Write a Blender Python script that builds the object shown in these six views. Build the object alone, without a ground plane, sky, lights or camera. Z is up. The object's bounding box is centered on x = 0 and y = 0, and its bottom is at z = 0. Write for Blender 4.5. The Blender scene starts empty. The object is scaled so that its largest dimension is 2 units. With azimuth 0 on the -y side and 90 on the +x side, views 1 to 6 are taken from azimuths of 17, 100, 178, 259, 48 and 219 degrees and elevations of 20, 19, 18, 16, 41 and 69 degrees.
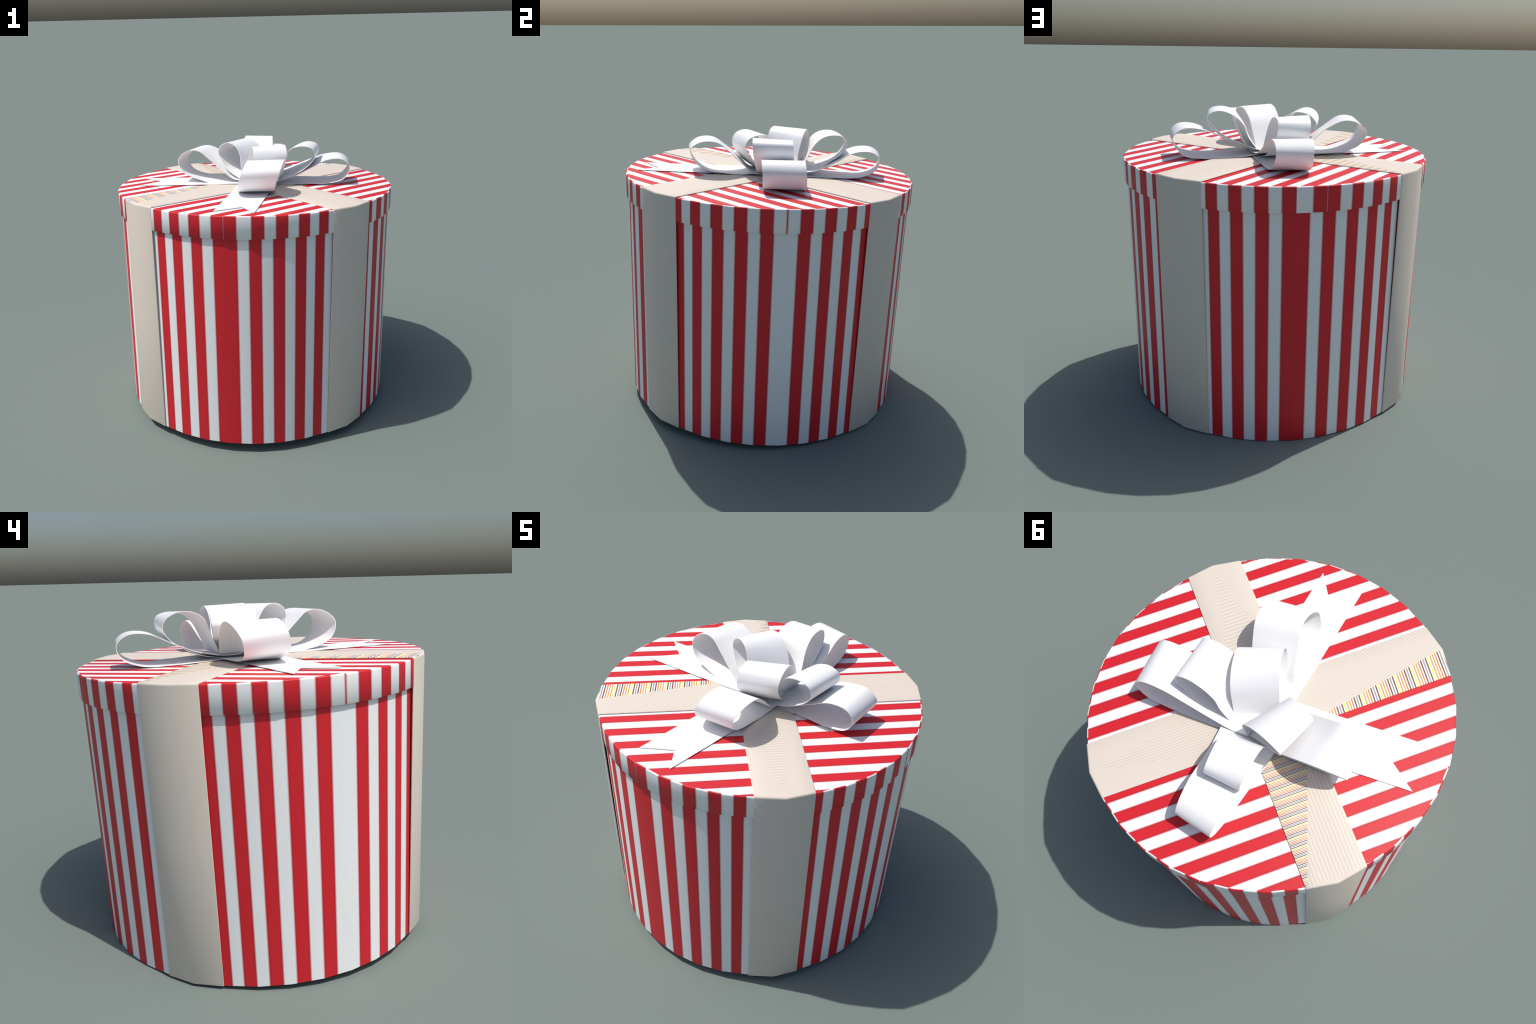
"""Round gift box: striped body and lid, two beige ribbon bands crossing on the
lid and running down the sides, and a white bow of eight loops and two tails.
Everything is modelled in the box's own upright frame (z = 0 is the base plane,
the axis of the box is the z axis); the parent Empty leans it by two degrees."""
import bpy, bmesh, math
from mathutils import Matrix, Vector

rad = math.radians

# ------------------------------------------------------------------ sizes
ORIGIN = Vector((0.0042, -0.0358, 0.0345))   # where the base centre stands
LEAN_X, LEAN_Y = 0.0021, -0.0357            # slope of the base plane
AXIS = 56.1                                 # degrees: long axis of the slightly oval plan
OVAL = 0.0096
SIDES = 36
FIRST = 6.1                                 # angle of one polygon corner
R_BODY, R_LID = 0.9630, 0.9795
H_LID_LOW, H_LID = 1.4210, 1.5650
BAND_HALF = 0.160

# ------------------------------------------------------------------ helpers
def plan(radius, degrees):
    """Point of the oval 36-gon plan."""
    a = rad(degrees - AXIS)
    u, v = radius * (1 + OVAL) * math.cos(a), radius * (1 - OVAL) * math.sin(a)
    c, s = math.cos(rad(AXIS)), math.sin(rad(AXIS))
    return u * c - v * s, u * s + v * c

def add_object(name, mesh, parent, smooth=None):
    ob = bpy.data.objects.new(name, mesh)
    bpy.context.scene.collection.objects.link(ob)
    ob.parent = parent
    if smooth is not None:
        for p in mesh.polygons:
            p.use_smooth = True
        mesh.set_sharp_from_angle(angle=rad(smooth))
    return ob

def apply_modifiers(ob):
    dg = bpy.context.evaluated_depsgraph_get()
    new = bpy.data.meshes.new_from_object(ob.evaluated_get(dg))
    old = ob.data
    ob.modifiers.clear()
    ob.data = new
    bpy.data.meshes.remove(old)
    new.name = ob.name

def revolve(profile, mats):
    """Turn a closed (radius, height, material) profile round the polygonal plan."""
    bm = bmesh.new()
    rings = []
    for r, h, _ in profile:
        if r == 0:
            rings.append([bm.verts.new((0, 0, h))] * SIDES)
        else:
            rings.append([bm.verts.new((*plan(r, FIRST + 360 / SIDES * k), h)) for k in range(SIDES)])
    for i in range(len(profile) - 1):
        a, b = rings[i], rings[i + 1]
        for k in range(SIDES):
            j = (k + 1) % SIDES
            vs = []
            for v in (a[k], a[j], b[j], b[k]):
                if v not in vs:
                    vs.append(v)
            f = bm.faces.new(vs)
            f.material_index = profile[i][2]
    bmesh.ops.recalc_face_normals(bm, faces=bm.faces)
    me = bpy.data.meshes.new("m")
    bm.to_mesh(me)
    bm.free()
    for m in mats:
        me.materials.append(m)
    return me

def spline(points, steps):
    """Catmull-Rom curve through the control points."""
    p = [Vector(q) for q in points]
    p = [2 * p[0] - p[1]] + p + [2 * p[-1] - p[-2]]
    out = []
    for i in range(1, len(p) - 2):
        a, b, c, d = p[i - 1:i + 3]
        for k in range(steps):
            t = k / steps
            out.append(0.5 * (2 * b + (c - a) * t + (2 * a - 5 * b + 4 * c - d) * t * t
                              + (3 * b - a - 3 * c + d) * t ** 3))
    out.append(p[-2])
    return out

# ------------------------------------------------------------------ node helpers
class Nodes:
    def __init__(self, name, rough=0.5, spec=0.5):
        self.mat = bpy.data.materials.new(name)
        self.mat.use_nodes = True
        self.t = self.mat.node_tree
        self.bsdf = self.t.nodes["Principled BSDF"]
        self.bsdf.inputs["Roughness"].default_value = rough
        self.bsdf.inputs["Specular IOR Level"].default_value = spec
        co = self.t.nodes.new("ShaderNodeTexCoord")
        self.obj = co.outputs["Object"]
        sep = self.t.nodes.new("ShaderNodeSeparateXYZ")
        self.t.links.new(self.obj, sep.inputs[0])
        self.x, self.y, self.z = sep.outputs

    def put(self, sock, v):
        if isinstance(v, (int, float)):
            sock.default_value = v
        elif isinstance(v, tuple):
            sock.default_value = (*v, 1.0) if len(v) == 3 and len(sock.default_value) == 4 else v
        else:
            self.t.links.new(v, sock)

    def m(self, op, a, b=0.0, c=0.0):
        n = self.t.nodes.new("ShaderNodeMath")
        n.operation = op
        for s, v in zip(n.inputs, (a, b, c)):
            self.put(s, v)
        return n.outputs[0]

    def add(self, a, b): return self.m('ADD', a, b)
    def sub(self, a, b): return self.m('SUBTRACT', a, b)
    def mul(self, a, b): return self.m('MULTIPLY', a, b)
    def div(self, a, b): return self.m('DIVIDE', a, b)
    def mod(self, a, b): return self.m('FLOORED_MODULO', a, b)
    def gt(self, a, b): return self.m('GREATER_THAN', a, b)
    def lt(self, a, b): return self.m('LESS_THAN', a, b)

    def pick(self, f, a, b):
        """a where f = 0, b where f = 1 (numbers)."""
        n = self.t.nodes.new("ShaderNodeMix")
        n.data_type = 'FLOAT'
        self.put(n.inputs[0], f); self.put(n.inputs[2], a); self.put(n.inputs[3], b)
        return n.outputs[0]

    def mix(self, f, a, b, kind='MIX'):
        n = self.t.nodes.new("ShaderNodeMix")
        n.data_type = 'RGBA'
        n.blend_type = kind
        self.put(n.inputs[0], f); self.put(n.inputs[6], a); self.put(n.inputs[7], b)
        return n.outputs[2]

    def axis(self, degrees):
        """Distance along and across a direction in plan."""
        c, s = math.cos(rad(degrees)), math.sin(rad(degrees))
        along = self.add(self.mul(self.x, c), self.mul(self.y, s))
        across = self.sub(self.mul(self.y, c), self.mul(self.x, s))
        return along, across

    def ramp(self, f, stops, constant=False):
        n = self.t.nodes.new("ShaderNodeValToRGB")
        el = n.color_ramp.elements
        n.color_ramp.interpolation = 'CONSTANT' if constant else 'LINEAR'
        while len(el) < len(stops):
            el.new(0.5)
        for e, (p, c) in zip(el, stops):
            e.position = p
            e.color = (*c, 1)
        self.put(n.inputs[0], f)
        return n.outputs[0]

    def noise(self, scale, detail=2.0, stretch=None, vector=None):
        n = self.t.nodes.new("ShaderNodeTexNoise")
        n.inputs["Scale"].default_value = scale
        n.inputs["Detail"].default_value = detail
        v = vector or self.obj
        if stretch:
            mp = self.t.nodes.new("ShaderNodeMapping")
            mp.inputs["Scale"].default_value = stretch
            self.t.links.new(v, mp.inputs[0])
            v = mp.outputs[0]
        self.t.links.new(v, n.inputs["Vector"])
        return n.outputs[0]

    def xyz(self, a, b, c):
        n = self.t.nodes.new("ShaderNodeCombineXYZ")
        for s, v in zip(n.inputs, (a, b, c)):
            self.put(s, v)
        return n.outputs[0]

    def finish(self, colour):
        self.put(self.bsdf.inputs["Base Color"], colour)
        return self.mat

RED, RED_EDGE, WHITE = (0.655, 0.015, 0.026), (0.53, 0.016, 0.026), (0.90, 0.905, 0.91)
PERIOD = 8.87        # degrees of one red and white pair at the middle of a panel

def stripe_colour(n, phase, width, streak):
    """Soft-edged red band on white; phase runs 0..1 over one pair."""
    u = n.m('FRACT', n.add(phase, 0.25))
    d = n.m('ABSOLUTE', n.sub(u, 0.25 + width / 2))
    h = width / 2
    col = n.ramp(d, [(0.0, RED), (h - 0.085, RED), (h - 0.045, RED_EDGE), (h - 0.022, RED_EDGE),
                     (h + 0.026, (0.85, 0.66, 0.68)), (h + 0.05, WHITE)])
    tone = n.add(0.95, n.mul(streak, 0.10))
    return n.mix(1.0, col, n.xyz(tone, tone, tone), 'MULTIPLY')

def side_stripes(name, lid):
    """Upright stripes: two mirrored pairs of panels between the ribbon bands,
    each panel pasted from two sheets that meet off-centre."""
    n = Nodes(name, spec=0.42)
    theta = n.mul(n.m('ARCTAN2', n.y, n.x), 180 / math.pi)
    turn = n.add(theta, 34.0)
    phi = n.sub(n.mod(turn, 90.0), 45.0)
    odd = n.gt(n.mod(turn, 180.0), 90.0)          # back and front panels
    t = n.mul(phi, n.add(1.0, n.mul(n.mul(phi, phi), 6.09e-5)))
    seam = n.pick(odd, 4.9 if lid else 3.6, -5.6)
    right = n.gt(phi, seam)
    left_start = n.pick(odd, -4.3 if lid else -4.0, -10.15 if lid else -9.9)
    right_start = n.pick(odd, 9.25 if lid else 8.9, 4.35 if lid else 3.4)
    start = n.pick(right, left_start, right_start)
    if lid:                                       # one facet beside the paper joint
        back = n.gt(n.y, 0.0)
        facet = n.mul(n.mul(odd, right), n.lt(phi, n.pick(back, 3.8, 4.3)))
        start = n.pick(facet, start, n.pick(back, -5.55, -0.25))
    phase = n.div(n.sub(t, start), PERIOD)
    if lid:
        bare = n.mul(facet, n.pick(back, n.gt(phi, -0.4), n.lt(phi, -0.9)))
        phase = n.pick(bare, phase, 0.75)
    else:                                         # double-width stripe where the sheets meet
        wide = n.pick(odd, n.mul(n.gt(phi, 2.2), n.lt(phi, 8.0)), n.mul(n.gt(phi, -8.9), n.lt(phi, -2.6)))
        phase = n.pick(wide, phase, n.pick(odd, 0.75, 0.2575))
    streak = n.noise(9.0, 3.0, vector=n.xyz(n.mul(theta, 0.25), 0.0, n.mul(n.z, 0.25)))
    col = stripe_colour(n, phase, 0.515, streak)
    joint = n.lt(n.m('ABSOLUTE', n.add(phi, 5.6)), 0.07)
    return n.finish(n.mix(n.mul(n.mul(odd, joint), 0.35), col, (0.30, 0.02, 0.03)))

def top_stripes():
    n = Nodes("striped_paper_top", spec=0.42)
    along, across = n.axis(56.0)
    streak = n.noise(14.0, 3.0, vector=n.xyz(n.mul(along, 0.15), n.mul(across, 4.0), 0.0))
    return n.finish(stripe_colour(n, n.div(n.sub(across, 0.257), 0.125), 0.505, streak))

BEIGE = (0.73, 0.645, 0.56)
LINES = [(0.90, 0.78, 0.13), (0.62, 0.38, 0.20), (0.72, 0.37, 0.10), (0.66, 0.27, 0.09),
         (0.20, 0.075, 0.065), (0.34, 0.38, 0.38), (0.19, 0.08, 0.075)]

def line_colours(n, u):
    """Thin coloured lines with white gaps, seven to a repeat."""
    stops = []
    for i, c in enumerate(LINES):
        stops += [(i / 7, c), (i / 7 + 0.075, (0.86, 0.85, 0.82))]
    return n.ramp(n.m('FRACT', u), stops, constant=True)

def weave(n, u):
    """Pale shimmer where the printed lines are too fine to read."""
    return n.ramp(n.m('FRACT', u), [(0.0, (0.82, 0.73, 0.56)), (0.3, (0.76, 0.64, 0.55)),
                                    (0.6, (0.61, 0.58, 0.57)), (0.85, (0.73, 0.66, 0.58)), (1.0, (0.82, 0.73, 0.56))])

def band_material(name, degrees):
    n = Nodes(name, rough=0.6, spec=0.4)
    s, t = n.axis(degrees)
    on_top = n.gt(n.z, 1.570)
    grain = n.noise(420.0, 2.0)
    col = n.mix(n.mul(grain, 0.35), BEIGE, (0.77, 0.685, 0.595))
    far = n.lt(s, 0.0)
    r = n.m('ABSOLUTE', s)
    side = n.pick(far, t, n.mul(t, -1.0))         # across, seen outward along each arm
    if degrees < 0:
        # near arm: cross-wise shimmer in a wedge; far arm: lines and lengthwise shimmer
        wedge = n.lt(n.m('ABSOLUTE', side), n.mul(n.sub(0.96, r), 0.2))
        near_pat, near_mask = weave(n, n.div(r, 0.0225)), wedge
        cut = n.sub(0.071, n.mul(n.sub(r, 0.371), 0.382))
        lines = line_colours(n, n.div(n.sub(r, 0.439), 0.0525))
        far_pat = n.mix(n.lt(side, cut), weave(n, n.div(side, 0.019)), lines)
        far_mask = n.lt(r, 0.955)
    else:
        wedge = n.lt(n.m('ABSOLUTE', side), n.mul(n.sub(0.975, r), 0.2))
        near_pat, near_mask = weave(n, n.div(side, 0.016)), wedge
        cut = n.add(-0.123, n.mul(n.sub(r, 0.288), 0.177))
        lines = line_colours(n, n.div(n.sub(n.sub(r, 0.373), n.mul(n.add(side, 0.147), 0.096)), 0.1027))
        far_pat = n.mix(n.lt(side, cut), weave(n, n.div(n.sub(side, n.mul(r, 0.292)), 0.0165)), lines)
        far_mask = n.lt(r, 0.985)
    pat = n.mix(far, near_pat, far_pat)
    mask = n.mul(on_top, n.pick(far, near_mask, far_mask))
    return n.finish(n.mix(mask, col, pat))

def satin():
    n = Nodes("white_satin", rough=0.45)
    g = n.noise(60.0, 2.0)
    return n.finish(n.mix(n.mul(g, 0.3), (0.93, 0.93, 0.935), (0.91, 0.91, 0.915)))

def plain(name, colour):
    return Nodes(name, rough=0.7).finish(colour)

# ------------------------------------------------------------------ the thing
box = bpy.data.objects.new("gift_box", None)
bpy.context.scene.collection.objects.link(box)
up = Vector((-LEAN_X, -LEAN_Y, 1)).normalized()
ex = (Vector((1, 0, 0)) - up * up.x).normalized()
ey = up.cross(ex)
box.matrix_world = Matrix.Translation(ORIGIN) @ Matrix((ex, ey, up)).transposed().to_4x4()
box["label"] = "round red and white striped gift box with beige ribbon and white bow"
box["category"] = "gift box"

mat_side = side_stripes("striped_paper_side", False)
mat_skirt = side_stripes("striped_paper_lid", True)
mat_top = top_stripes()
mat_card = plain("bare_card", (0.42, 0.36, 0.30))

# body: straight-sided tub, closed below, running up inside the lid
body = add_object("box_body", revolve(
    [(0, 0.0, 1), (R_BODY, 0.0, 0), (R_BODY, 1.50, 1), (0, 1.50, 1)], [mat_side, mat_card]), box, 35)

# lid: flat top, rounded rim, short skirt
rim = [(R_LID - 0.008 + 0.008 * math.sin(a), H_LID - 0.008 + 0.008 * math.cos(a), 0)
       for a in (rad(90), rad(67), rad(45), rad(22))]
lid = add_object("lid", revolve(
    [(R_BODY + 0.002, H_LID_LOW + 0.03, 2), (R_BODY + 0.002, H_LID_LOW, 2), (R_LID - 0.002, H_LID_LOW, 0), (R_LID, H_LID_LOW + 0.002, 0)]
    + rim + [(R_LID - 0.008, H_LID, 1), (0, H_LID, 1)], [mat_skirt, mat_top, mat_card]), box, 50)

# ribbon bands: one strip over the lid and down both sides
def band(degrees, mid_low, edge_low, mid_high, edge_high, height, material):
    c, s = math.cos(rad(degrees)), math.sin(rad(degrees))
    columns = [-1.0, -0.5, 0.0, 0.5, 1.0]
    bm = bmesh.new()
    grid = []
    for k in columns:
        low = mid_low + (edge_low - mid_low) * abs(k)
        high = mid_high + (edge_high - mid_high) * abs(k)
        half = [(low, 0.0), (low * 0.5 + high * 0.5, 0.78), (high - 0.0003, height - 0.012)]
        half += [(high - 0.012 + 0.012 * math.cos(a), height - 0.012 + 0.012 * math.sin(a))
                 for a in (rad(25), rad(50), rad(72))]
        half += [(high - 0.012, height), (0.3, height)]
        path = half + [(-a, h) for a, h in reversed(half)]
        t = k * BAND_HALF
        grid.append([bm.verts.new((a * c - t * s, a * s + t * c, h)) for a, h in path])
    for i in range(len(columns) - 1):
        for j in range(len(grid[0]) - 1):
            bm.faces.new((grid[i][j], grid[i + 1][j], grid[i + 1][j + 1], grid[i][j + 1]))
    bmesh.ops.recalc_face_normals(bm, faces=bm.faces)
    top = max(bm.faces, key=lambda f: f.calc_center_median().z)
    if top.normal.z < 0:
        bmesh.ops.reverse_faces(bm, faces=bm.faces)
    me = bpy.data.meshes.new("ribbon_band")
    bm.to_mesh(me)
    bm.free()
    me.materials.append(material)
    ob = add_object("ribbon_band", me, box)
    so = ob.modifiers.new("s", 'SOLIDIFY')
    so.thickness = 0.0065
    so.offset = -1
    be = ob.modifiers.new("b", 'BEVEL')
    be.width = 0.0022
    be.segments = 2
    be.limit_method = 'ANGLE'
    be.angle_limit = rad(50)
    apply_modifiers(ob)
    for p in ob.data.polygons:
        p.use_smooth = True
    ob.data.set_sharp_from_angle(angle=rad(50))
    return ob

band(-34.0, 0.976, 0.9495, 0.9875, 0.9600, 1.5715, band_material("printed_ribbon_cross", -34.0))
band(56.0, 0.994, 0.9668, 1.0040, 0.9770, 1.5730, band_material("printed_ribbon_long", 56.0))

# ------------------------------------------------------------------ bow
# Every loop is a strip ruled between two edge curves.  An edge is given by the
# direction it runs in (degrees), where it leaves the knot, and its profile
# (distance from the knot, height) from the underside round the tip and back.
LOOPS = [
    dict(roll=-0.09,
         left=(11.7, (0.084, 0.228), [(0.003, 1.592), (0.124, 1.576), (0.248, 1.572), (0.375, 1.571), (0.492, 1.595), (0.554, 1.688), (0.490, 1.750), (0.372, 1.744), (0.251, 1.700), (0.131, 1.652), (0.009, 1.612)]),
         right=(12.0, (0.146, -0.032), [(-0.011, 1.572), (0.117, 1.570), (0.245, 1.571), (0.374, 1.572), (0.493, 1.601), (0.542, 1.685), (0.490, 1.747), (0.382, 1.744), (0.264, 1.684), (0.146, 1.625), (0.017, 1.595)])),
    dict(roll=0.06,
         left=(91.9, (-0.170, 0.178), [(0.002, 1.576), (0.151, 1.570), (0.301, 1.567), (0.441, 1.575), (0.544, 1.620), (0.569, 1.694), (0.505, 1.747), (0.392, 1.742), (0.269, 1.684), (0.140, 1.629), (0.002, 1.599)]),
         right=(103.5, (0.151, 0.208), [(0.002, 1.575), (0.151, 1.575), (0.298, 1.571), (0.436, 1.578), (0.535, 1.625), (0.561, 1.701), (0.494, 1.747), (0.383, 1.738), (0.268, 1.677), (0.143, 1.619), (0.002, 1.598)])),
    dict(roll=-0.30,
         left=(189.4, (-0.107, -0.078), [(-0.002, 1.570), (0.100, 1.571), (0.200, 1.572), (0.306, 1.601), (0.403, 1.642), (0.445, 1.723), (0.392, 1.785), (0.297, 1.790), (0.205, 1.727), (0.113, 1.656), (0.016, 1.596)]),
         right=(192.3, (-0.126, 0.196), [(-0.001, 1.582), (0.104, 1.583), (0.210, 1.585), (0.318, 1.593), (0.412, 1.632), (0.451, 1.712), (0.387, 1.775), (0.289, 1.794), (0.187, 1.750), (0.101, 1.675), (0.014, 1.599)])),
    dict(roll=0.34,
         left=(-80.5, (0.184, -0.054), [(0.004, 1.583), (0.112, 1.572), (0.221, 1.579), (0.326, 1.595), (0.408, 1.649), (0.433, 1.738), (0.364, 1.791), (0.263, 1.792), (0.178, 1.731), (0.100, 1.655), (0.013, 1.590)]),
         right=(-80.9, (-0.047, -0.128), [(0.006, 1.573), (0.113, 1.572), (0.220, 1.576), (0.322, 1.595), (0.407, 1.643), (0.437, 1.724), (0.369, 1.786), (0.270, 1.791), (0.181, 1.732), (0.095, 1.664), (0.010, 1.595)])),
    dict(roll=-0.11,
         left=(9.2, (0.104, 0.190), [(0.001, 1.596), (0.088, 1.627), (0.175, 1.661), (0.255, 1.709), (0.314, 1.764), (0.310, 1.825), (0.242, 1.846), (0.162, 1.819), (0.098, 1.761), (0.066, 1.681), (0.009, 1.605)]),
         right=(8.1, (0.125, -0.057), [(0.006, 1.581), (0.099, 1.605), (0.186, 1.644), (0.265, 1.698), (0.319, 1.763), (0.308, 1.825), (0.238, 1.847), (0.151, 1.826), (0.091, 1.767), (0.047, 1.688), (0.005, 1.605)])),
    dict(roll=0.11,
         left=(97.3, (-0.130, 0.184), [(0.007, 1.582), (0.101, 1.602), (0.189, 1.640), (0.269, 1.691), (0.316, 1.760), (0.293, 1.816), (0.220, 1.847), (0.137, 1.837), (0.077, 1.790), (0.046, 1.704), (0.008, 1.609)]),
         right=(103.6, (0.093, 0.231), [(0.010, 1.580), (0.103, 1.600), (0.179, 1.655), (0.255, 1.704), (0.304, 1.763), (0.297, 1.822), (0.229, 1.842), (0.148, 1.826), (0.087, 1.772), (0.045, 1.693), (0.005, 1.608)])),
    dict(roll=-0.10,
         left=(170.5, (-0.068, -0.059), [(0.002, 1.590), (0.076, 1.620), (0.141, 1.662), (0.185, 1.721), (0.216, 1.777), (0.196, 1.827), (0.140, 1.849), (0.075, 1.827), (0.037, 1.768), (0.026, 1.690), (0.009, 1.608)]),
         right=(173.7, (0.007, 0.190), [(-0.001, 1.589), (0.062, 1.645), (0.140, 1.682), (0.217, 1.719), (0.258, 1.769), (0.220, 1.825), (0.149, 1.849), (0.075, 1.828), (0.017, 1.770), (-0.014, 1.694), (-0.001, 1.608)])),
    dict(roll=0.09,
         left=(-64.8, (0.124, 0.142), [(0.007, 1.581), (0.107, 1.594), (0.192, 1.635), (0.255, 1.702), (0.293, 1.769), (0.270, 1.823), (0.203, 1.848), (0.124, 1.835), (0.063, 1.782), (0.026, 1.693), (-0.009, 1.585)]),
         right=(-65.5, (-0.069, -0.004), [(0.010, 1.578), (0.107, 1.589), (0.188, 1.635), (0.249, 1.700), (0.278, 1.769), (0.258, 1.825), (0.198, 1.849), (0.131, 1.833), (0.078, 1.773), (0.035, 1.693), (0.001, 1.603)])),
]

white = satin()

def strip(name, left, right, parent, thickness=0.0035, across=4):
    bm = bmesh.new()
    rows = [[bm.verts.new(a.lerp(b, k / across)) for k in range(across + 1)] for a, b in zip(left, right)]
    for r0, r1 in zip(rows, rows[1:]):
        for k in range(across):
            bm.faces.new((r0[k], r0[k + 1], r1[k + 1], r1[k]))
    bmesh.ops.recalc_face_normals(bm, faces=bm.faces)
    me = bpy.data.meshes.new(name)
    bm.to_mesh(me)
    bm.free()
    me.materials.append(white)
    ob = add_object(name, me, parent)
    so = ob.modifiers.new("s", 'SOLIDIFY')
    so.thickness = thickness
    so.offset = 0
    apply_modifiers(ob)
    for p in ob.data.polygons:
        p.use_smooth = True
    ob.data.set_sharp_from_angle(angle=rad(50))
    return ob

# the knot: a small flat crossing of ribbon that carries the loops
kb = bmesh.new()
bmesh.ops.create_cube(kb, size=1, matrix=Matrix.Translation((0.02, 0.085, 1.582)) @ Matrix.Rotation(rad(10), 4, 'Z')
                      @ Matrix.Diagonal((0.15, 0.17, 0.022, 1)))
bmesh.ops.bevel(kb, geom=kb.edges[:], offset=0.008, segments=2, affect='EDGES')
km = bpy.data.meshes.new("bow")
kb.to_mesh(km)
kb.free()
km.materials.append(white)
bow = add_object("bow", km, box, 40)
bow.location.z = 0.0035

KNOT = (0.015, 0.082)

def edge(spec, roll):
    degrees, knot, profile = spec
    c, s = math.cos(rad(degrees)), math.sin(rad(degrees))
    back = (KNOT[0] - knot[0]) * c + (KNOT[1] - knot[1]) * s     # carry the strip on to the knot
    if back < -0.03 and profile[4][1] < 1.70:
        profile = [(back, profile[0][1])] + profile + [(back, profile[-1][1])]
    # roll: the loop leans sideways as it rises
    return [Vector((knot[0] + p.x * c - (p.y - 1.58) * roll * s, knot[1] + p.x * s + (p.y - 1.58) * roll * c, p.y)) for p in spline([Vector((r, h)) for r, h in profile], 12)]

for spec in LOOPS:
    strip("bow_loop", edge(spec["left"], spec["roll"]), edge(spec["right"], spec["roll"]), bow)

# tails: flat ends with a swallow-tail notch, lying just above the lid
def tail(start_l, start_r, tip_l, tip_r, notch, lift):
    steps = 14
    a0, b0, a1, b1, nn = (Vector((*q, 0)) for q in (start_l, start_r, tip_l, tip_r, notch))
    bm = bmesh.new()
    cols = 8
    rows = []
    for i in range(steps + 1):
        f = i / steps
        row = []
        for k in range(cols + 1):
            w = k / cols
            tip = a1.lerp(nn, 2 * w) if w <= 0.5 else nn.lerp(b1, 2 * w - 1)
            p = a0.lerp(b0, w).lerp(tip, f)
            p.z = 1.5660 + lift * (1 - f) ** 2
            row.append(bm.verts.new(p))
        rows.append(row)
    for r0, r1 in zip(rows, rows[1:]):
        for k in range(cols):
            bm.faces.new((r0[k], r0[k + 1], r1[k + 1], r1[k]))
    bmesh.ops.recalc_face_normals(bm, faces=bm.faces)
    me = bpy.data.meshes.new("bow_tail")
    bm.to_mesh(me)
    bm.free()
    me.materials.append(white)
    ob = add_object("bow_tail", me, bow)
    so = ob.modifiers.new("s", 'SOLIDIFY')
    so.thickness = 0.003
    so.offset = 0
    apply_modifiers(ob)
    for p in ob.data.polygons:
        p.use_smooth = True
    ob.data.set_sharp_from_angle(angle=rad(50))

tail((0.155, 0.05), (-0.10, 0.02), (0.257, -0.868), (0.001, -0.887), (0.140, -0.752), 0.014)
tail((0.04, -0.075), (-0.03, 0.188), (-0.788, -0.306), (-0.861, -0.046), (-0.692, -0.122), 0.014)
